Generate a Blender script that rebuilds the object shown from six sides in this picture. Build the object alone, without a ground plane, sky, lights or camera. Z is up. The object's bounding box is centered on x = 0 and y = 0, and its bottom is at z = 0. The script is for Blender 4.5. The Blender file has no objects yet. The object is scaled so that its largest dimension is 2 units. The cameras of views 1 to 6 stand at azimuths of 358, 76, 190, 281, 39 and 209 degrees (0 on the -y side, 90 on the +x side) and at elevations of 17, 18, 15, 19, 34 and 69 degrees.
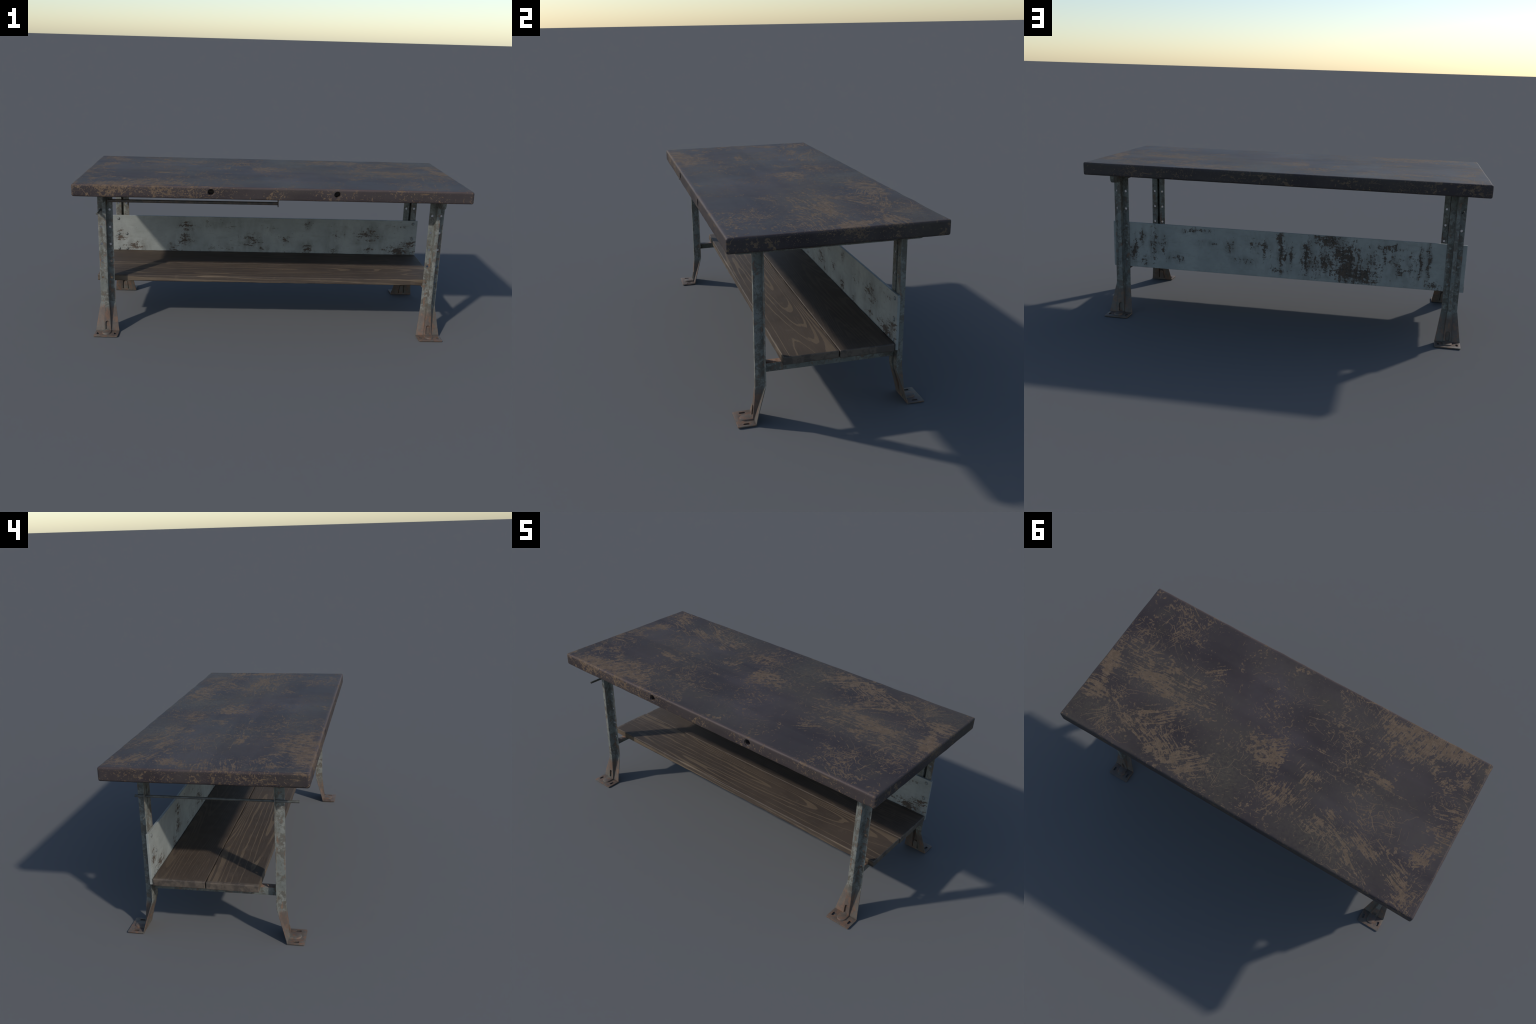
"""Old industrial workbench: scarred dark tabletop on four pressed-steel channel legs,
two stained shelf planks on cross bars, a chipped painted back panel, and two rods."""
import bpy, bmesh, math, random
from mathutils import Vector, Matrix, noise

random.seed(7)
COL = bpy.context.scene.collection

# ------------------------------------------------------------------ sizes (metres)
TOP_X, TOP_Y, TOP_Z0, TOP_Z1 = 1.0, 0.4425, 0.7605, 0.8234
LEG_X = 0.8655            # centre line of every leg
FLANGE_Y = 0.282          # inner face of the leg flanges
HOLE_DX = 0.0235
HOLE_Z = [0.661 - 0.0926 * k for k in range(5)]


# ================================================================== node helpers
class Nodes:
    """Small wrapper that writes shader node graphs as expressions."""

    def __init__(self, name):
        self.mat = bpy.data.materials.new(name)
        self.mat.use_nodes = True
        self.t = self.mat.node_tree
        self.t.nodes.clear()
        self.coord = self.t.nodes.new("ShaderNodeTexCoord").outputs["Object"]

    def put(self, sock, val):
        if hasattr(val, "is_output") or isinstance(val, bpy.types.NodeSocket):
            self.t.links.new(val, sock)
        elif val is not None:
            if sock.type == "RGBA" and len(val) == 3:
                val = (*val, 1.0)
            sock.default_value = val

    def math(self, op, a, b=None, c=None, clamp=False):
        n = self.t.nodes.new("ShaderNodeMath")
        n.operation = op
        n.use_clamp = clamp
        for s, v in zip(n.inputs, (a, b, c)):
            if v is not None:
                self.put(s, v)
        return n.outputs[0]

    def add(self, a, b): return self.math("ADD", a, b)
    def sub(self, a, b): return self.math("SUBTRACT", a, b)
    def mul(self, a, b): return self.math("MULTIPLY", a, b)
    def high(self, a, b): return self.math("MAXIMUM", a, b)

    def mapping(self, scale=(1, 1, 1), rot=(0, 0, 0), loc=(0, 0, 0), vec=None, kind="POINT"):
        n = self.t.nodes.new("ShaderNodeMapping")
        n.vector_type = kind
        self.put(n.inputs["Vector"], vec if vec is not None else self.coord)
        n.inputs["Location"].default_value = loc
        n.inputs["Rotation"].default_value = rot
        n.inputs["Scale"].default_value = scale
        return n.outputs[0]

    def noise(self, scale=5.0, detail=4.0, rough=0.55, distort=0.0, vec=None, color=False):
        n = self.t.nodes.new("ShaderNodeTexNoise")
        self.put(n.inputs["Vector"], vec if vec is not None else self.coord)
        n.inputs["Scale"].default_value = scale
        n.inputs["Detail"].default_value = detail
        n.inputs["Roughness"].default_value = rough
        n.inputs["Distortion"].default_value = distort
        return n.outputs["Color" if color else "Fac"]

    def streak(self, along, across, angle=0.0, detail=4.0, rough=0.6, distort=0.0, seed=0.0, bend=0.0):
        """Noise stretched along a direction in the xy plane (angle in degrees)."""
        v = self.coord
        if bend:
            w = self.noise(2.3, 2.0, color=True, vec=self.mapping(loc=(seed, 0, 0)))
            v = self.vec("ADD", v, self.vec("SCALE", self.vec("SUBTRACT", w, (.5, .5, .5)), bend))
        v = self.mapping(rot=(0, 0, -math.radians(angle)), vec=v)
        v = self.mapping(scale=(along, across, across), loc=(seed, seed * 1.7, seed * .6), vec=v)
        return self.noise(1.0, detail, rough, distort, vec=v)

    def vec(self, op, a, b=None):
        n = self.t.nodes.new("ShaderNodeVectorMath")
        n.operation = op
        self.put(n.inputs[0], a)
        if op == "SCALE":
            self.put(n.inputs["Scale"], b)
        elif b is not None:
            self.put(n.inputs[1], b)
        return n.outputs["Value" if op in ("LENGTH", "DOT_PRODUCT", "DISTANCE") else "Vector"]

    def step(self, x, lo, hi, a=0.0, b=1.0, smooth=True):
        n = self.t.nodes.new("ShaderNodeMapRange")
        n.interpolation_type = "SMOOTHSTEP" if smooth else "LINEAR"
        self.put(n.inputs["Value"], x)
        n.inputs["From Min"].default_value = lo
        n.inputs["From Max"].default_value = hi
        n.inputs["To Min"].default_value = a
        n.inputs["To Max"].default_value = b
        return n.outputs["Result"]

    def blob(self, centre, radii, angle=0.0, amp=1.0, soft=0.1, axis="z", vec=None):
        """Soft ellipsoid of wear: amp at the centre, 0 outside."""
        rot = {"z": (0, 0, math.radians(angle)), "y": (0, math.radians(angle), 0)}[axis]
        v = self.mapping(scale=radii, rot=rot, loc=centre, vec=vec, kind="TEXTURE")
        return self.step(self.vec("LENGTH", v), 1.0, soft, 0.0, amp, smooth=False)

    def blobs(self, rows, vec=None, axis="z"):
        # each blob hangs (by a vanishing term) on the one before, so that the
        # renderer evaluates them one after another and never runs out of stack
        out = None
        base = vec if vec is not None else self.coord
        for r in rows:
            v = base
            if out is not None:
                m = self.t.nodes.new("ShaderNodeVectorMath")
                m.operation = "MULTIPLY_ADD"
                self.put(m.inputs[0], out)
                m.inputs[1].default_value = (1e-9, 1e-9, 1e-9)
                self.put(m.inputs[2], base)
                v = m.outputs[0]
            b = self.blob(*r, vec=v, axis=axis)
            out = b if out is None else self.high(out, b)
        return out

    def mix(self, fac, a, b, kind="MIX"):
        n = self.t.nodes.new("ShaderNodeMix")
        n.data_type = "RGBA"
        n.blend_type = kind
        self.put(n.inputs[0], fac)
        self.put(n.inputs[6], a)
        self.put(n.inputs[7], b)
        return n.outputs[2]

    def xyz(self, vec=None):
        n = self.t.nodes.new("ShaderNodeSeparateXYZ")
        self.put(n.inputs[0], vec if vec is not None else self.coord)
        return n.outputs

    def random(self):
        return self.t.nodes.new("ShaderNodeObjectInfo").outputs["Random"]

    def finish(self, color, rough=0.6, metal=0.0, height=None, bump=0.3, dist=0.002, spec=0.5):
        bsdf = self.t.nodes.new("ShaderNodeBsdfPrincipled")
        out = self.t.nodes.new("ShaderNodeOutputMaterial")
        self.put(bsdf.inputs["Base Color"], color)
        self.put(bsdf.inputs["Roughness"], rough)
        self.put(bsdf.inputs["Metallic"], metal)
        self.put(bsdf.inputs["Specular IOR Level"], spec)
        if height is not None:
            b = self.t.nodes.new("ShaderNodeBump")
            b.inputs["Strength"].default_value = bump
            b.inputs["Distance"].default_value = dist
            self.put(b.inputs["Height"], height)
            self.t.links.new(b.outputs[0], bsdf.inputs["Normal"])
        self.t.links.new(bsdf.outputs[0], out.inputs[0])
        return self.mat


# ================================================================== materials
def tabletop_material():
    """Dark varnish worn through to tan wood in scuffs, strokes and scratches."""
    n = Nodes("scarred_varnish")
    Z = TOP_Z1
    warp = n.vec("SCALE", n.vec("SUBTRACT", n.noise(9, 3, color=True), (.5, .5, .5)), 0.10)
    wv = n.vec("ADD", n.coord, warp)

    def at(x, y, rx, ry, ang=0.0, amp=1.0):
        return ((x, y, Z), (rx * 1.9, ry * 1.9, 0.09), ang, amp)
    # scuffs whose strokes run along the length of the table
    along_x = n.blobs([
        at(.95, -.08, .10, .07), at(.95, .08, .12, .09, 0, 1.15), at(.96, .21, .10, .06, 0, 1.2),
        at(.88, .01, .16, .20, 0, .7), at(.55, .0, .16, .11, 15, 1.0), at(.36, .03, .10, .05, -12, .8),
        at(-.36, -.06, .20, .03, 0, .8), at(-.58, -.08, .09, .035, 0, 1.2), at(-.95, .03, .12, .14, 0, .75),
        at(-.95, -.15, .10, .14, 0, .7), at(-.12, -.24, .1, .06, 0, .6), at(.1, .41, .3, .05, 0, .75),
    ], wv)
    # strokes running across the table
    across = n.blobs([
        at(-.24, .24, .16, .12, 0, .75), at(-.25, .09, .10, .07, 0, .95), at(-.50, -.37, .2, .09, 0, 1.0),
        at(-.80, -.39, .24, .10, 0, 1.1), at(-.65, -.27, .25, .12, 0, .7), at(-.90, .17, .06, .07, 0, .9),
        at(-.93, .34, .06, .10, 0, .75), at(.30, .12, .06, .09, 0, .8),
    ], wv)
    # diagonal sweeps
    diag = n.blobs([
        at(.30, .33, .20, .07, 15, 1.0), at(.56, .17, .13, .05, 35, 1.35), at(.75, .05, .09, .04, 20, 1.1),
        at(-.02, .07, .10, .09, 40, 1.1), at(.50, -.16, .13, .05, 25, .9), at(-.85, -.30, .2, .1, 30, .7),
        at(.33, .08, .06, .04, 30, 1.0), at(-.90, .20, .06, .06, 40, 1.0),
    ], wv)
    anti = n.blobs([
        at(-.66, .25, .20, .07, -20, 1.15), at(-.63, .36, .24, .08, -25, .95), at(.44, .34, .14, .06, -10, .85),
        at(-.45, .20, .15, .05, -25, .8), at(.70, .26, .12, .06, -30, .9), at(.80, -.38, .12, .05, -20, .7),
        at(-.85, .33, .12, .08, -30, .75), at(.15, -.13, .1, .05, -15, .5),
    ], wv)
    # flaky, unstroked patches
    flaky = n.blobs([
        at(.56, -.38, .12, .06, 0, .8), at(.6, -.27, .14, .07, 0, .75), at(.46, -.16, .12, .06, 0, .8),
        at(.72, .2, .2, .10, -10, .85), at(.14, .27, .13, .13, 0, .9), at(-.02, .08, .10, .10, 0, .95),
        at(-.30, .10, .10, .06, 0, .85), at(-.32, -.36, .10, .06, 0, .8), at(-.55, -.30, .25, .12, 0, .8),
        at(-.70, .22, .22, .09, 0, .8), at(.08, -.40, .08, .04, 0, .6), at(-.09, .36, .14, .06, 0, .8),
        at(.33, .15, .12, .10, 0, .85), at(.85, -.40, .10, .03, 0, .7), at(.26, -.3, .1, .06, 0, .45),
        at(-.55, .05, .2, .1, 0, .5), at(.75, -.15, .2, .1, 0, .5),
    ], wv)
    # the narrow sides: front heavily chipped at its left half, ends rubbed, back scratched
    def side(x, y, rx, ry, amp): return ((x, y, .79), (rx, ry, .07), 0.0, amp)
    sides = n.blobs([
        side(-.80, -.46, .34, .05, .95), side(-.55, -.46, .20, .05, .95), side(-.02, -.46, .12, .05, .85),
        side(.36, -.46, .16, .05, .75), side(.62, -.46, .2, .05, .5), side(-.25, -.46, .2, .05, .35),
        side(-1.02, .25, .05, .25, .85), side(-1.02, -.12, .05, .3, .95), side(-1.02, .02, .05, .12, .9),
        side(1.02, -.32, .05, .18, 1.05), side(1.02, .05, .05, .3, .55), side(1.02, .3, .05, .2, .5),
        side(.1, .46, .4, .05, .8), side(.55, .46, .3, .05, .8), side(-.35, .46, .25, .05, .85), side(-.7, .46, .25, .05, .7),
    ])
    fine = n.noise(70, 8, .62)
    grit = n.noise(210, 4, .6)
    flake = n.noise(38, 9, .68, .8)

    def punch(v, gain=2.3): return n.add(n.mul(n.sub(v, .5), gain), .5)

    def worn(v, mask, lo=.91, hi=1.0, k=.50): return n.step(n.add(v, n.mul(mask, k)), lo, hi)
    patchy = n.step(n.noise(5.0, 4, .6, .4, vec=n.mapping(loc=(2, 7, 3))), .36, .66, -.16, .17)

    def strokes(mask, angle, seed, along=5, cross=70):
        s = n.streak(along, cross, angle, 5, .62, .15, seed, bend=.10)
        v = n.add(n.add(n.mul(s, .46), n.mul(flake, .34)), n.mul(fine, .20))
        return worn(n.add(punch(v, 3.3), patchy), mask)
    t_x = strokes(along_x, 3, 3.1, 6, 120)
    t_y = strokes(across, 78, 8.4, 10, 130)
    t_d = n.high(strokes(diag, 34, 5.7, 8, 115), strokes(anti, -26, 11.3, 8, 130))
    t_f = worn(n.add(punch(n.add(n.mul(flake, .5), n.mul(fine, .5)), 2.9), patchy), flaky, k=.40)
    side_s = n.add(n.mul(n.noise(34, 8, .66, .8), .55), n.mul(fine, .45))
    t_s = worn(punch(side_s, 2.6), sides, k=.62)
    # thin loose scratches everywhere: gates break them into short runs
    gate = n.noise(4.5, 3, .6)
    loose = None
    for ang, seed, along, cross, th in ((12, 1.3, 3.0, 170, .690), (-35, 4.4, 3.5, 150, .690),
                                         (62, 7.7, 4.0, 160, .690), (97, 9.2, 4.0, 170, .695)):
        s = n.streak(along, cross, ang, 3, .5, 0, seed, bend=.22)
        s = n.step(n.add(s, n.mul(n.sub(gate, .5), .45)), th, th + .02)
        loose = s if loose is None else n.high(loose, s)
    vor = n.t.nodes.new("ShaderNodeTexVoronoi")
    vor.feature = "DISTANCE_TO_EDGE"
    vor.inputs["Scale"].default_value = 3.1
    n.put(vor.inputs["Vector"], n.vec("ADD", n.coord, n.vec("SCALE", warp, 1.6)))
    crack = n.step(vor.outputs["Distance"], .007, .002)
    crack = n.mul(crack, n.step(n.add(n.noise(6, 3), n.mul(fine, .25)), .62, .66))
    spots = n.step(n.add(n.add(n.mul(flake, .45), n.mul(fine, .55)), n.mul(patchy, .30)), .585, .625)
    tan = n.high(n.high(n.high(t_x, t_y), n.high(t_d, t_f)), n.high(n.high(t_s, loose), n.high(crack, spots)))
    tan = n.mul(tan, n.step(grit, .34, .54, .45, 1.0))
    # varnish colour: charcoal with plum and olive clouds, faint dusty haze
    cloud = n.noise(3.0, 5, .6)
    base = n.mix(n.step(cloud, .35, .65), (.038, .030, .032), (.053, .042, .042))
    base = n.mix(n.mul(n.step(n.noise(5.5, 4, .6, vec=n.mapping(loc=(4, 2, 1))), .50, .70), .45), base, (.060, .050, .038))
    boards = n.step(n.streak(.35, 9, 0, 2, .5, 0, 2.2), .35, .65, -.9, .9)
    base = n.mix(n.math('ABSOLUTE', n.mul(boards, .16)), base, n.mix(n.step(boards, -.05, .05), (.020, .016, .017), (.10, .085, .075)))
    haze = n.blobs([at(.13, -.24, .12, .10, 0, 1.0), at(-.02, -.02, .12, .06, 0, .6), at(-.55, .17, .16, .10, 0, .7),
                    at(-.60, -.13, .12, .06, 0, .6), at(.22, -.14, .14, .10, 0, .5), at(-.85, .08, .12, .10, 0, .6)], wv)
    base = n.mix(n.mul(haze, n.step(n.noise(7, 5), .25, .75, .1, .8)), base, (.090, .074, .078))
    olive = n.blobs([at(.14, .27, .15, .16, 0, 1.0), at(.55, .02, .2, .12, 0, .8), at(-.46, .35, .22, .12, 0, .9),
                     at(.88, .34, .16, .12, 0, .8), at(.75, .0, .14, .12, 0, .7), at(-.55, .03, .22, .14, 0, .5),
                     at(.08, -.38, .10, .07, 0, .6), at(-.30, -.30, .3, .12, 0, .4), at(.35, .36, .2, .08, 0, .6)], wv)
    base = n.mix(n.mul(olive, n.step(fine, .30, .62, .25, .75)), base, (.082, .070, .052))
    painted_edge_glint = n.blobs([((x, -.44, TOP_Z1), (.5, .014, .014), 0, 1.0) for x in (-.8, -.4, 0, .4, .8)] +  # sun highlight on the rounded edges, painted as a pale pinkish band
                  [((x, -.44, TOP_Z0), (.5, .010, .010), 0, .8) for x in (-.8, -.4, 0, .4, .8)] +
                  [((s, 0, TOP_Z1), (.012, .8, .012), 0, .8) for s in (-1, 1)])
    base = n.mix(n.mul(painted_edge_glint, .6), base, (.110, .078, .072))
    wood = n.mix(n.step(n.noise(40, 4), .35, .65), (.122, .082, .052), (.158, .108, .070))
    wood = n.mix(n.mul(olive, .35), wood, (.125, .098, .068))
    col = n.mix(tan, base, wood)
    rough = n.add(n.step(cloud, .3, .7, .50, .60), n.mul(tan, .14))
    h = n.add(n.mul(tan, -.6), n.mul(n.add(n.streak(4, 140, 0, 4, .6), n.mul(fine, .5)), .35))
    return n.finish(col, rough, height=h, bump=.40, dist=.0012, spec=.17)


def plank_material(name, seed, contrast, rings):
    """Stained softwood: contour-like cathedral grain running along x."""
    n = Nodes(name)
    v = n.mapping(scale=(.40, 7.0, 7.0), loc=(seed, seed * .37, seed * .71))
    field = n.noise(1.0, 1.2, .4, .30, vec=v)
    wob = n.streak(5, 45, 0, 4, .6, 0, seed)
    phase = n.math("FRACT", n.add(n.mul(field, rings), n.mul(wob, .30)))
    width = n.step(n.noise(1.0, 2, .5, vec=n.mapping(scale=(1.6, 8, 8), loc=(seed + 3, 1, 2))), .34, .66, .88, .46)
    fibre = n.streak(10, 260, 0, 5, .65, 0, seed + 2)
    edge = n.add(n.sub(phase, width), n.mul(n.sub(fibre, .5), .10))
    band = n.mul(n.step(edge, .0, .06), n.step(phase, 1.0, .97))
    band = n.mul(band, n.step(fibre, .25, .55, .6, 1.0))
    band = n.mul(band, n.step(n.noise(6, 4, .6, vec=n.mapping(scale=(.5, 1, 1), loc=(seed, 9, 0))), .33, .52, .25, 1.0))
    dark = n.mix(n.step(n.noise(3, 4, .6, vec=n.mapping(loc=(seed, 0, 0))), .35, .68), (.049, .034, .024), (.066, .046, .032))
    dark = n.mix(n.step(fibre, .50, .68, 0, .60), dark, (.092, .066, .046))
    col = n.mix(n.mul(band, contrast), dark, (.138, .098, .062))
    sx = n.xyz()
    ends = n.step(n.math("ABSOLUTE", n.add(sx[0], .004)), .911, .9135)
    col = n.mix(n.mul(ends, .8), col, n.mix(n.step(n.noise(30, 5, .6), .42, .58), (.060, .047, .038), (.115, .088, .066)))
    edge_wear = n.step(n.add(n.noise(22, 6, .65), n.mul(n.noise(3, 2), .3)), .76, .82)
    col = n.mix(n.mul(edge_wear, .25), col, (.12, .088, .06))
    h = n.add(n.mul(band, .5), n.mul(fibre, .7))
    return n.finish(col, .68, height=h, bump=.35, dist=.0012)


def panel_material():
    """Pale grey-green paint flaked down to dark rust in drips and brushed bands."""
    n = Nodes("chipped_pale_paint")
    wv = n.vec("ADD", n.coord, n.vec("MULTIPLY", n.vec("SUBTRACT", n.noise(16, 4, .6, color=True), (.5, .5, .5)), (.05, 0, .05)))
    B, FR = .2825, .2695

    def b(x, z, rx, rz, amp=1.0, ang=0): return ((x, B, z), (rx * 1.7, .012, rz * 1.5), ang, amp)
    def f(x, z, rx, rz, amp=1.0, ang=0): return ((x, FR, z), (rx * 1.7, .012, rz * 1.5), ang, amp)
    back = n.blobs([
        b(-.13, .36, .04, .12), b(-.24, .47, .10, .05), b(-.32, .40, .09, .10, 1.05), b(-.34, .32, .09, .08, 1.1), b(-.42, .30, .09, .07, 1.15),
        b(-.22, .36, .08, .11, .85), b(0.0, .41, .03, .13, 1.05, 4), b(.09, .40, .04, .07, .8), b(-.05, .37, .02, .08, .85), b(.02, .29, .06, .03, .75),
        b(.80, .35, .03, .09, .95), b(.75, .42, .02, .06, .85), b(.74, .30, .02, .05, .85), b(.69, .38, .022, .15, .9), b(.64, .37, .02, .07, .9),
        b(.57, .32, .06, .03, .85), b(.47, .475, .08, .02, .9), b(.36, .41, .07, .02, .8), b(.27, .40, .04, .04, .75), b(.16, .42, .05, .05, .65),
        b(-.55, .46, .09, .025, .85), b(-.53, .42, .02, .08, .8), b(-.60, .36, .04, .07, .8), b(-.57, .40, .02, .08, .75), b(-.70, .38, .018, .12, 1.0),
        b(-.745, .39, .016, .13, 1.0), b(-.78, .27, .06, .03, .9), b(-.66, .36, .05, .10, .65), b(-.48, .36, .12, .12, .65), b(.2, .33, .1, .03, .6),
    ], wv, "y")
    front = n.blobs([
        f(-.79, .30, .07, .05, .95), f(-.49, .44, .05, .04, .9), f(-.49, .36, .06, .06, .8), f(-.55, .30, .04, .05, .8), f(-.09, .35, .08, .06, .85), f(-.02, .30, .06, .03, .7),
        f(.25, .46, .03, .04, .75), f(.25, .31, .05, .05, .9), f(.41, .30, .04, .05, .75), f(.62, .40, .08, .06, .9), f(.62, .30, .06, .04, .75), f(.82, .30, .12, .05, 1.0),
        f(.87, .35, .06, .04, .9), f(.02, .43, .05, .03, .6), f(.12, .36, .05, .05, .55), f(-.3, .45, .2, .04, .5), f(-.25, .3, .15, .04, .5), f(.8, .45, .1, .03, .55), f(.1, .28, .25, .02, .6),
        f(.45, .40, .1, .08, .45), f(-.88, .36, .05, .06, .6),
    ], wv, "y")
    horiz = n.noise(1.0, 6, .62, vec=n.mapping(scale=(12, 60, 85), vec=wv))
    vert = n.noise(1.0, 6, .62, vec=n.mapping(scale=(70, 60, 11), loc=(3, 1, 2), vec=wv))
    fleck = n.add(n.mul(n.noise(62, 7, .70), .6), n.mul(n.noise(190, 5, .65), .4))
    tex_b = n.add(n.add(n.mul(horiz, .20), n.mul(vert, .30)), n.mul(fleck, .50))
    tex_f = n.add(n.add(n.mul(horiz, .42), n.mul(vert, .13)), n.mul(fleck, .45))
    def punch(v): return n.add(n.mul(n.sub(v, .5), 3.5), .5)
    rust_b = n.step(n.add(punch(tex_b), n.mul(back, .62)), .87, 1.05)
    rust_f = n.step(n.add(punch(tex_f), n.mul(front, .56)), .87, 1.05)
    rust = n.high(rust_b, rust_f)
    stray = n.step(punch(tex_f), .84, .98)
    rust = n.high(rust, n.mul(stray, .6))
    paint = n.mix(n.step(n.noise(7, 6, .62), .35, .66), (.236, .246, .230), (.296, .303, .280))
    paint = n.mix(n.mul(n.step(n.noise(14, 6, .7, vec=n.mapping(scale=(.6, 1, 2.2), loc=(1, 5, 0))), .50, .68), .5), paint, (.200, .206, .184))
    smudge = n.mul(n.high(back, front), n.step(n.noise(1.0, 5, .65, vec=n.mapping(scale=(26, 20, 7), vec=wv)), .38, .66))
    paint = n.mix(n.mul(smudge, .85), paint, (.100, .093, .079))
    paint = n.mix(n.step(fleck, .52, .62, 0, .22), paint, (.15, .15, .13))
    brown = n.mix(n.step(fleck, .42, .60), (.036, .028, .021), (.090, .062, .044))
    col = n.mix(rust, paint, brown)
    h = n.sub(n.mul(n.add(horiz, fleck), .2), n.mul(rust, .7))
    return n.finish(col, n.add(.55, n.mul(rust, .25)), height=h, bump=.4, dist=.001)


def leg_material(name="weathered_leg_paint", feet=True):
    """Grey-green painted steel with rust freckles; bare rusty brown at the splayed foot."""
    n = Nodes(name)
    shift = n.vec("SCALE", (3.1, 1.7, 0.9), n.mul(n.random(), 9.0))
    v = n.vec("ADD", n.coord, shift)
    mottle = n.noise(34, 7, .68, .4, vec=v)
    cloud = n.noise(11, 5, .6, vec=n.vec("ADD", v, (7, 3, 1)))
    runs = n.noise(1.0, 5, .6, vec=n.mapping(scale=(55, 55, 9), vec=v))
    paint = n.mix(n.step(cloud, .35, .65), (.128, .136, .124), (.215, .218, .194))
    paint = n.mix(n.mul(n.step(n.add(n.mul(mottle, .7), n.mul(cloud, .3)), .46, .56), .88), paint, (.082, .078, .064))
    speck = n.step(n.add(n.mul(n.noise(95, 6, .65, vec=v), .6), n.mul(cloud, .4)), .50, .57)
    paint = n.mix(n.mul(speck, .6), paint, (.095, .075, .057))
    rust_c = n.mix(n.step(mottle, .40, .62), (.125, .072, .048), (.185, .102, .064))
    rust = n.step(n.add(n.mul(runs, .55), n.mul(mottle, .45)), .555, .61)
    col = n.mix(n.mul(rust, .7), paint, rust_c)
    if feet:
        z = n.xyz()[2]
        bare = n.step(n.add(z, n.mul(n.sub(mottle, .5), .12)), .150, .120)
        foot_c = n.mix(n.step(cloud, .35, .62), (.096, .068, .053), (.104, .092, .075))
        foot_c = n.mix(n.mul(n.step(n.add(n.mul(runs, .5), n.mul(mottle, .5)), .47, .57), .85), foot_c, (.160, .086, .052))
        foot_c = n.mix(n.mul(n.step(n.noise(40, 6, .68, vec=v), .48, .60), .65), foot_c, (.078, .060, .050))
        col = n.mix(bare, col, foot_c)
    elif feet is False:
        # rust bloom on the cross bar's upper face, where planks trap water
        z = n.xyz()[2]
        bloom = n.mul(n.step(z, .2455, .2470), n.step(cloud, .3, .5))
        col = n.mix(bloom, col, n.mix(n.step(mottle, .4, .6), (.170, .085, .045), (.22, .14, .10)))
    return n.finish(col, .62, 0.0, height=n.add(mottle, n.mul(speck, -.4)), bump=.35, dist=.0009)


def rod_material(name, a, b, rough):
    n = Nodes(name)
    m = n.noise(30, 6, .65, vec=n.mapping(scale=(1, 1, 1)))
    return n.finish(n.mix(n.step(m, .4, .62), a, b), rough, .0, height=m, bump=.2, dist=.0006)


def rivet_material():
    n = Nodes("worn_rivet_paint")
    m = n.noise(60, 5, .65)
    return n.finish(n.mix(n.step(m, .38, .62), (.125, .130, .122), (.185, .190, .178)), .5, .1, height=m, bump=.2, dist=.0005)


# ================================================================== mesh helpers
def new_object(name, bm_or_mesh, mat, parent, smooth_angle=None):
    if isinstance(bm_or_mesh, bmesh.types.BMesh):
        me = bpy.data.meshes.new(name)
        bm_or_mesh.normal_update()
        bm_or_mesh.to_mesh(me)
        bm_or_mesh.free()
    else:
        me = bm_or_mesh
    ob = bpy.data.objects.new(name, me)
    COL.objects.link(ob)
    if mat:
        me.materials.clear()
        me.materials.append(mat)
    if smooth_angle is not None:
        shade(me, smooth_angle)
    ob.parent = parent
    return ob


def shade(me, angle):
    me.polygons.foreach_set("use_smooth", [True] * len(me.polygons))
    me.set_sharp_from_angle(angle=math.radians(angle))


def cut(ob, cutter_bm):
    """Boolean-difference a bmesh from an object and bake the result."""
    me = bpy.data.meshes.new("cutter")
    bmesh.ops.recalc_face_normals(cutter_bm, faces=cutter_bm.faces)
    cutter_bm.to_mesh(me)
    cutter_bm.free()
    c = bpy.data.objects.new("cutter", me)
    COL.objects.link(c)
    mod = ob.modifiers.new("cut", "BOOLEAN")
    mod.operation = "DIFFERENCE"
    mod.solver = "EXACT"
    mod.object = c
    bpy.context.view_layer.update()
    dg = bpy.context.evaluated_depsgraph_get()
    baked = bpy.data.meshes.new_from_object(ob.evaluated_get(dg))
    ob.modifiers.clear()
    old = ob.data
    ob.data = baked
    bpy.data.meshes.remove(old)
    bpy.data.objects.remove(c)
    bpy.data.meshes.remove(me)


def loft(bm, rings, caps=True):
    loops = [[bm.verts.new(p) for p in r] for r in rings]
    k = len(loops[0])
    for a, b in zip(loops, loops[1:]):
        for i in range(k):
            bm.faces.new((a[i], a[(i + 1) % k], b[(i + 1) % k], b[i]))
    if caps:
        bm.faces.new(loops[0][::-1])
        bm.faces.new(loops[-1])
    return loops


def cylinder(bm, p0, p1, r, seg=20, r1=None):
    p0, p1 = Vector(p0), Vector(p1)
    ax = (p1 - p0).normalized()
    u = ax.orthogonal().normalized()
    w = ax.cross(u)
    rr = (r, r if r1 is None else r1)
    rings = [[p + (u * math.cos(t) + w * math.sin(t)) * q for t in
              (2 * math.pi * i / seg for i in range(seg))] for p, q in zip((p0, p1), rr)]
    loft(bm, rings)


def prism(bm, outline, direction):
    """Extrude a closed outline of 3D points along a vector."""
    d = Vector(direction)
    loft(bm, [[Vector(p) for p in outline], [Vector(p) + d for p in outline]])


def stops(lo, hi, edge, n):
    """Grid positions: dense near both ends (rounded edge), even between."""
    e = [edge * t for t in (0, .18, .4, .65, 1.0, 1.5)]
    inner = [lo + e[-1] + (hi - lo - 2 * e[-1]) * i / n for i in range(1, n)]
    return [lo + v for v in e] + inner + [hi - v for v in reversed(e)]


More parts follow.
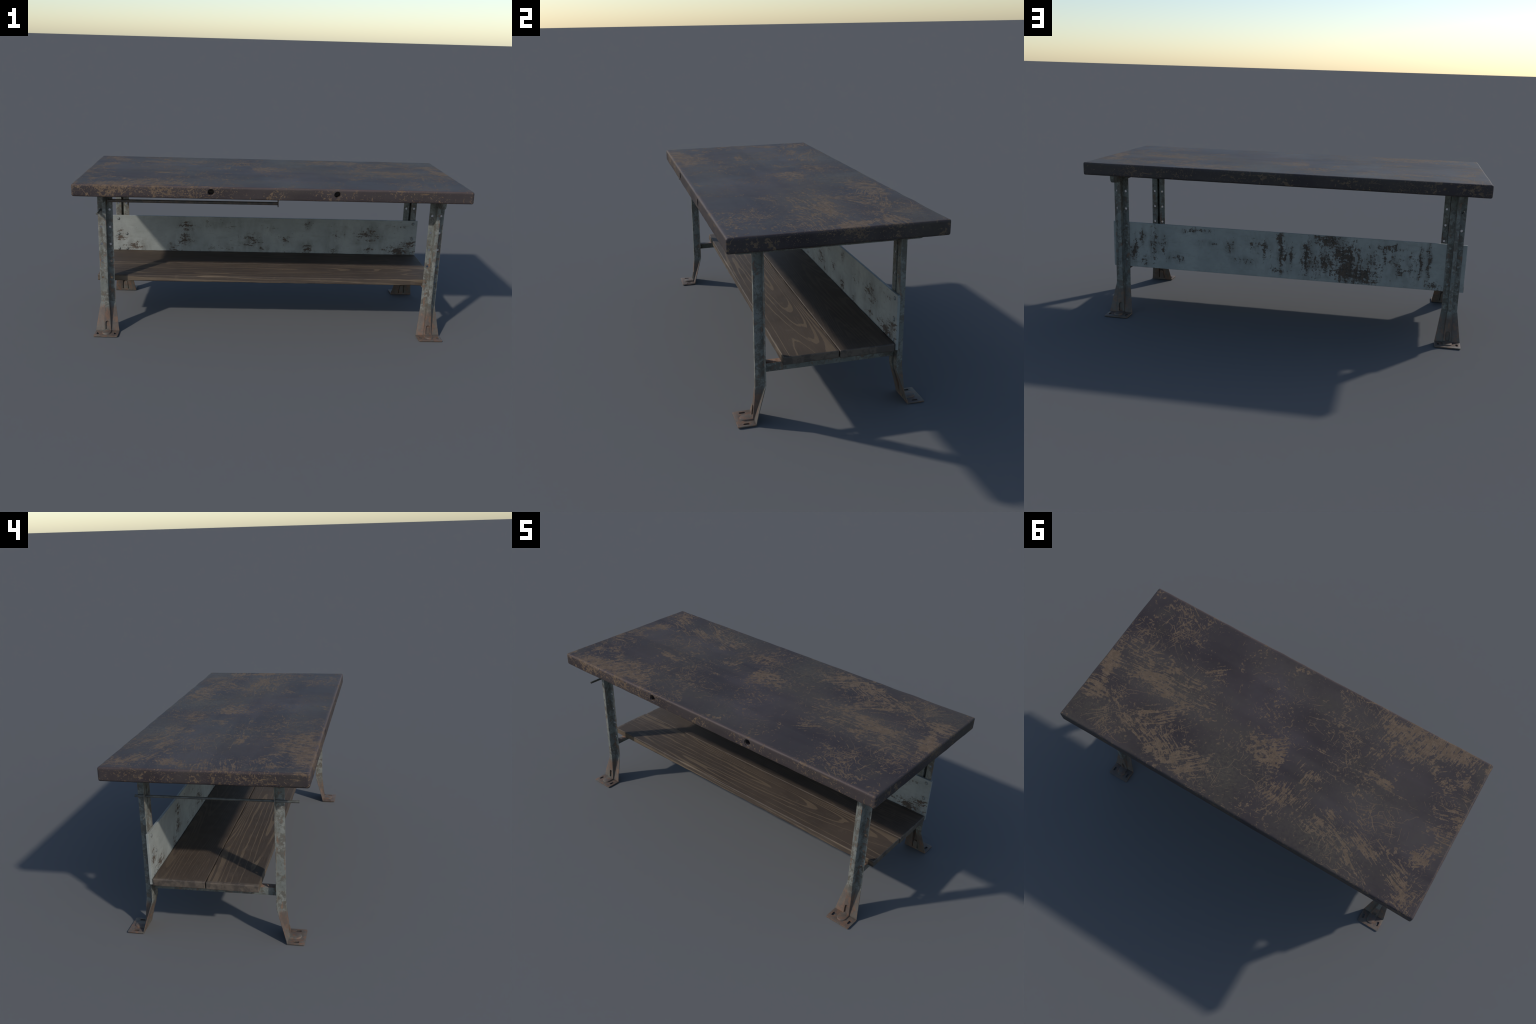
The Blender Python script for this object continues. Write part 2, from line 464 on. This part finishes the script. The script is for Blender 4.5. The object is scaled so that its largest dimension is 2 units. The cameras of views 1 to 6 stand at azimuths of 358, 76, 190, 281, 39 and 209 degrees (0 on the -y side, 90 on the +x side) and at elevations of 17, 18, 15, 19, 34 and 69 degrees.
def worn_slab(lo, hi, radius, wear, freq, counts, seed, ripple=0.0):
    """Board whose rounded edges vary in radius along their length."""
    bm = bmesh.new()
    axes = [stops(lo[i], hi[i], radius, counts[i]) for i in range(3)]
    c = [(lo[i] + hi[i]) / 2 for i in range(3)]
    h = [(hi[i] - lo[i]) / 2 for i in range(3)]
    cache = {}

    def vert(i, j, k):
        key = (i, j, k)
        if key not in cache:
            p = Vector((axes[0][i], axes[1][j], axes[2][k]))
            s = p * freq + Vector((seed, seed * .3, -seed))
            r = radius * (1 + wear * (noise.noise(s) * .8 + noise.noise(s * 3.1) * .5))
            r = max(radius * .3, min(r, min(h) * .95))
            q = Vector([c[a] + max(-h[a] + r, min(h[a] - r, p[a] - c[a])) for a in range(3)])
            d = p - q
            if d.length > 1e-9:
                p = q + d.normalized() * r
                if ripple:
                    p += d.normalized() * ripple * noise.noise(s * 1.7 + Vector((9, 9, 9)))
            cache[key] = bm.verts.new(p)
        return cache[key]
    nx, ny, nz = (len(a) for a in axes)
    for fixed, (na, nb), f in (
            (0, (nx, ny), lambda a, b: (a, b, 0)), (nz - 1, (nx, ny), lambda a, b: (a, b, nz - 1)),
            (0, (nx, nz), lambda a, b: (a, 0, b)), (ny - 1, (nx, nz), lambda a, b: (a, ny - 1, b)),
            (0, (ny, nz), lambda a, b: (0, a, b)), (nx - 1, (ny, nz), lambda a, b: (nx - 1, a, b))):
        for a in range(na - 1):
            for b in range(nb - 1):
                bm.faces.new([vert(*f(*t)) for t in ((a, b), (a + 1, b), (a + 1, b + 1), (a, b + 1))])
    bmesh.ops.recalc_face_normals(bm, faces=bm.faces)
    return bm


def lerp_rows(rows, z):
    for a, b in zip(rows, rows[1:]):
        if a[0] >= z >= b[0]:
            t = (a[0] - z) / (a[0] - b[0])
            return [u + (v - u) * t for u, v in zip(a, b)]
    return list(rows[-1])


# ================================================================== leg
# z, half width, ridge base half width, ridge face half width, flange offset, ridge height
LEG_ROWS = [
    (.7630, .0390, .0105, .0092, .0030, .0355),
    (.2000, .0390, .0105, .0092, .0030, .0355),
    (.1640, .0392, .0112, .0098, .0031, .0353),
    (.1560, .0396, .0122, .0106, .0040, .0347),
    (.1010, .0480, .0168, .0148, .0214, .0225),
    (.0500, .0556, .0198, .0175, .0374, .0122),
    (.0120, .0615, .0215, .0195, .0484, .0065),
    (.0040, .0628, .0220, .0200, .0502, .0055),
]
SHEET = .0032


def leg_mesh():
    """Pressed hat-channel leg, local frame: x across, y outward from the flange, z up."""
    bm = bmesh.new()
    rings = []
    for z, hw, rb, rf, of, d in LEG_ROWS:
        t = SHEET
        out = [(-hw, of), (-rb, of), (-rf, of + d), (rf, of + d), (rb, of), (hw, of)]
        sb, sf = rb - .0040, rf - .0030
        inn = [(hw, of - t), (sb, of - t), (sf, of + d - t), (-sf, of + d - t), (-sb, of - t), (-hw, of - t)]
        rings.append([(x, y, z) for x, y in out + inn])
    loft(bm, rings)
    bmesh.ops.recalc_face_normals(bm, faces=bm.faces)
    sharp = [e for e in bm.edges if e.is_manifold and e.calc_face_angle(0) > math.radians(40)]
    bmesh.ops.bevel(bm, geom=sharp, offset=.0007, segments=2, affect="EDGES", profile=.5)
    ob = new_object("leg_blank", bm, None, None)

    holes = bmesh.new()
    for z in HOLE_Z:
        for s in (-1, 1):
            cylinder(holes, (s * HOLE_DX, -.02, z), (s * HOLE_DX, .02, z), .0062, 18)
    # arched window in the ridge near the foot
    def arch(hw, z0, z1, y, grow=0.0):
        hw, z1 = hw + grow, z1 + grow
        pts = [(-hw, z0 - grow), (hw, z0 - grow)]
        pts += [(hw * math.cos(a), z1 - hw + hw * math.sin(a)) for a in (math.pi * i / 12 for i in range(13))]
        return [(x, y(z) if callable(y) else y, z) for x, z in pts]
    prism(holes, arch(.0105, .013, .061, .030), (0, .05, 0))
    cut(ob, holes)

    bm = bmesh.new()
    bm.from_mesh(ob.data)
    bpy.data.objects.remove(ob)

    def face_y(z):
        r = lerp_rows(LEG_ROWS, z)
        return r[4] + r[5]
    # recessed cup behind the window: rim, wall, floor, outer skin
    def ring(grow, depth): return arch(.0105, .013, .061, lambda z: face_y(max(.004, z)) - depth, grow)
    loft(bm, [ring(-.0002, .0018), ring(-.0012, .0080)], caps=False)
    floor_in = [bm.verts.new(p) for p in ring(-.0012, .0080)]
    bm.faces.new(floor_in)
    loft(bm, [ring(.0026, .0030), ring(.0018, .0108)], caps=False)
    floor_out = [bm.verts.new(p) for p in ring(.0018, .0108)]
    bm.faces.new(floor_out[::-1])
    # turned-out base plate with two bolt slots
    y0, y1, hx = .0475, .1255, .0632
    pl = bmesh.new()
    outline = [(-hx, y0), (hx, y0), (hx, y1 - .003), (hx - .003, y1), (-hx + .003, y1), (-hx, y1 - .003)]
    prism(pl, [(x, y, 0.0) for x, y in outline], (0, 0, .0052))
    bmesh.ops.recalc_face_normals(pl, faces=pl.faces)
    bmesh.ops.bevel(pl, geom=pl.edges[:], offset=.0008, segments=2, affect="EDGES", profile=.5)
    plate = new_object("plate_blank", pl, None, None)
    slots = bmesh.new()
    for s in (-1, 1):
        cx, ya, yb, r = s * .0455, .0795, .0945, .0058
        pts = [(cx + r * math.cos(a), yb + r * math.sin(a)) for a in (math.pi * i / 8 for i in range(9))]
        pts += [(cx - r * math.cos(a), ya - r * math.sin(a)) for a in (math.pi * i / 8 for i in range(9))]
        prism(slots, [(x, y, -.01) for x, y in pts], (0, 0, .03))
    cut(plate, slots)
    bm.from_mesh(plate.data)
    bpy.data.objects.remove(plate)
    # raised round-ended boss where the ridge runs out over the plate
    def boss(r, yc, y_in, z):
        pts = [(-r, y_in), ] + [(-r * math.cos(a), yc + r * math.sin(a)) for a in (math.pi * i / 16 for i in range(17))] + [(r, y_in)]
        return [(x, y, z) for x, y in pts]
    loft(bm, [boss(.0232, .0840, .046, .0030), boss(.0226, .0840, .046, .0085), boss(.0212, .0840, .046, .0108), boss(.0190, .0840, .046, .0116)])
    bmesh.ops.recalc_face_normals(bm, faces=bm.faces)
    me = bpy.data.meshes.new("leg")
    bm.to_mesh(me)
    bm.free()
    shade(me, 28)
    return me


# ================================================================== assembly
bench = bpy.data.objects.new("workbench", None)
COL.objects.link(bench)
bench["label"] = "worn industrial workbench with scarred dark top and rusty steel legs"
bench["category"] = "workbench"

m_top = tabletop_material()
m_plank_a = plank_material("stained_plank_bold_grain", 2.0, .80, 23.0)
m_plank_b = plank_material("stained_plank_fine_grain", 9.0, .30, 28.0)
m_panel = panel_material()
m_leg = leg_material()
m_bar = leg_material("weathered_bar_paint", feet=False)
m_bearer = leg_material("weathered_bearer_paint", feet=None)
m_rod = rod_material("dull_steel", (.070, .068, .060), (.115, .112, .10), .42)
m_rail = rod_material("rusty_dark_steel", (.060, .050, .042), (.105, .075, .055), .6)
m_rivet = rivet_material()

# --- tabletop with two counterbored holes in its front edge
slab = worn_slab((-TOP_X, -TOP_Y, TOP_Z0), (TOP_X, TOP_Y, TOP_Z1), .0090, .50, 7.0, (170, 70, 6), 3.0, .0006)
top = new_object("tabletop", slab, m_top, bench)
bores = bmesh.new()
for x in (-.314, .314):
    prof = ((-.46, .0185), (-.4395, .0180), (-.4372, .0150), (-.40, .0146))
    loft(bores, [[(x + r * math.cos(a), y, .795 + r * math.sin(a)) for a in (2 * math.pi * i / 16 for i in range(16))] for y, r in prof])
cut(top, bores)
top.data.materials.clear()
top.data.materials.append(m_top)
shade(top.data, 35)

# --- legs: one shared pressing, turned outward at front and back
leg_data = leg_mesh()
leg_data.materials.append(m_leg)
for sx in (-1, 1):
    for sy in (-1, 1):
        leg = bpy.data.objects.new("leg", leg_data)
        COL.objects.link(leg)
        leg.parent = bench
        leg.location = (sx * LEG_X, sy * FLANGE_Y, 0)
        leg.rotation_euler = (0, 0, 0 if sy > 0 else math.pi)

# --- bearers: flat bars on edge, as thick as the leg ridge, lower corners rounded off
R_END, Y_END, Z_LOW = .028, .402, .7185
side_view = [(-Y_END, TOP_Z0 + .001)] + [(-Y_END + R_END * (1 - math.cos(a)), Z_LOW + R_END * (1 - math.sin(a))) for a in (math.pi / 2 * i / 8 for i in range(9))]
side_view += [(-y, z) for y, z in reversed(side_view)]
bm = bmesh.new()
prism(bm, [(-.0107, y, z) for y, z in side_view], (.0214, 0, 0))
bmesh.ops.recalc_face_normals(bm, faces=bm.faces)
bearer = new_object("bearer", bm, m_bearer, bench, 35)
bearer.location = (LEG_X, 0, 0)
other = bearer.copy()
other.location = (-LEG_X, 0, 0)
COL.objects.link(other)

# --- cross bars: angle irons whose upright web stands at the outer edge of the top flange
angle = [(.8405, .2430), (.8700, .2430), (.8700, .2090), (.8740, .2090), (.8740, .2475), (.8405, .2475)]
bar = bmesh.new()
prism(bar, [(x, -.2808, z) for x, z in angle], (0, .5616, 0))
bmesh.ops.recalc_face_normals(bar, faces=bar.faces)
bmesh.ops.bevel(bar, geom=bar.edges[:], offset=.0007, segments=2, affect="EDGES", profile=.5)
bar_ob = new_object("crossbar", bar, m_bar, bench, 30)
bar2 = bar_ob.copy()
bar2.rotation_euler = (0, 0, math.pi)
COL.objects.link(bar2)

# --- shelf planks
for y0, y1, x0, x1, mat, seed in ((-.2115, .0248, -.9320, .9110, m_plank_a, 11.0), (.0278, .2670, -.9280, .9150, m_plank_b, 23.0)):
    bm = worn_slab((x0, y0, .2482), (x1, y1, .2825), .0042, .8, 11.0, (150, 20, 4), seed, .0010)
    new_object("shelf_plank", bm, mat, bench, 35)

# --- back panel and its rivets
bm = worn_slab((-.9250, .2695, .2530), (.9155, .2815, .4955), .0016, .3, 9.0, (60, 2, 12), 31.0)
new_object("back_panel", bm, m_panel, bench, 35)
rv = bmesh.new()
prof = ((.0, .0090), (.0014, .0088), (.0034, .0072), (.0048, .0044), (.0053, .0012))
loft(rv, [[(r * math.cos(a), -h, r * math.sin(a)) for a in (2 * math.pi * i / 18 for i in range(18))] for h, r in prof])
bmesh.ops.recalc_face_normals(rv, faces=rv.faces)
rv_data = bpy.data.meshes.new("rivet")
rv.to_mesh(rv_data)
rv.free()
rv_data.materials.append(m_rivet)
shade(rv_data, 50)
xo, xi = LEG_X + HOLE_DX, LEG_X - HOLE_DX
for x, z in ((xo, .4755), (xo, .382), (xo, .2905), (xi, .2905), (-xo, .4755), (-xo, .382), (-xi, .382), (-xo, .2905), (-xi, .2905)):
    r = bpy.data.objects.new("rivet", rv_data)
    COL.objects.link(r)
    r.parent = bench
    r.location = (x, .2697, z)

# --- plain rod pushed through the upper leg holes at one end
bm = bmesh.new()
cylinder(bm, (-xo, -.386, HOLE_Z[0]), (-xo, .329, HOLE_Z[0] - .001), .0057, 20)
caps = [e for e in bm.edges if any(len(f.verts) > 4 for f in e.link_faces)]
bmesh.ops.bevel(bm, geom=caps, offset=.0008, segments=2, affect="EDGES")
new_object("through_rod", bm, m_rod, bench, 35)

# --- hanging rail under the front of the top, with its end plate
bm = bmesh.new()
cylinder(bm, (-.836, -.3640, .7265), (.0235, -.3640, .7280), .0082, 20)
new_object("hanging_rail", bm, m_rail, bench, 35)
bm = bmesh.new()
bmesh.ops.create_cube(bm, size=1.0, matrix=Matrix.Translation((.0242, -.3640, .7380)) @ Matrix.Diagonal((.0044, .030, .050, 1)))
bmesh.ops.bevel(bm, geom=bm.edges[:], offset=.0008, segments=2, affect="EDGES", profile=.5)
new_object("rail_hanger", bm, m_rail, bench, 30)
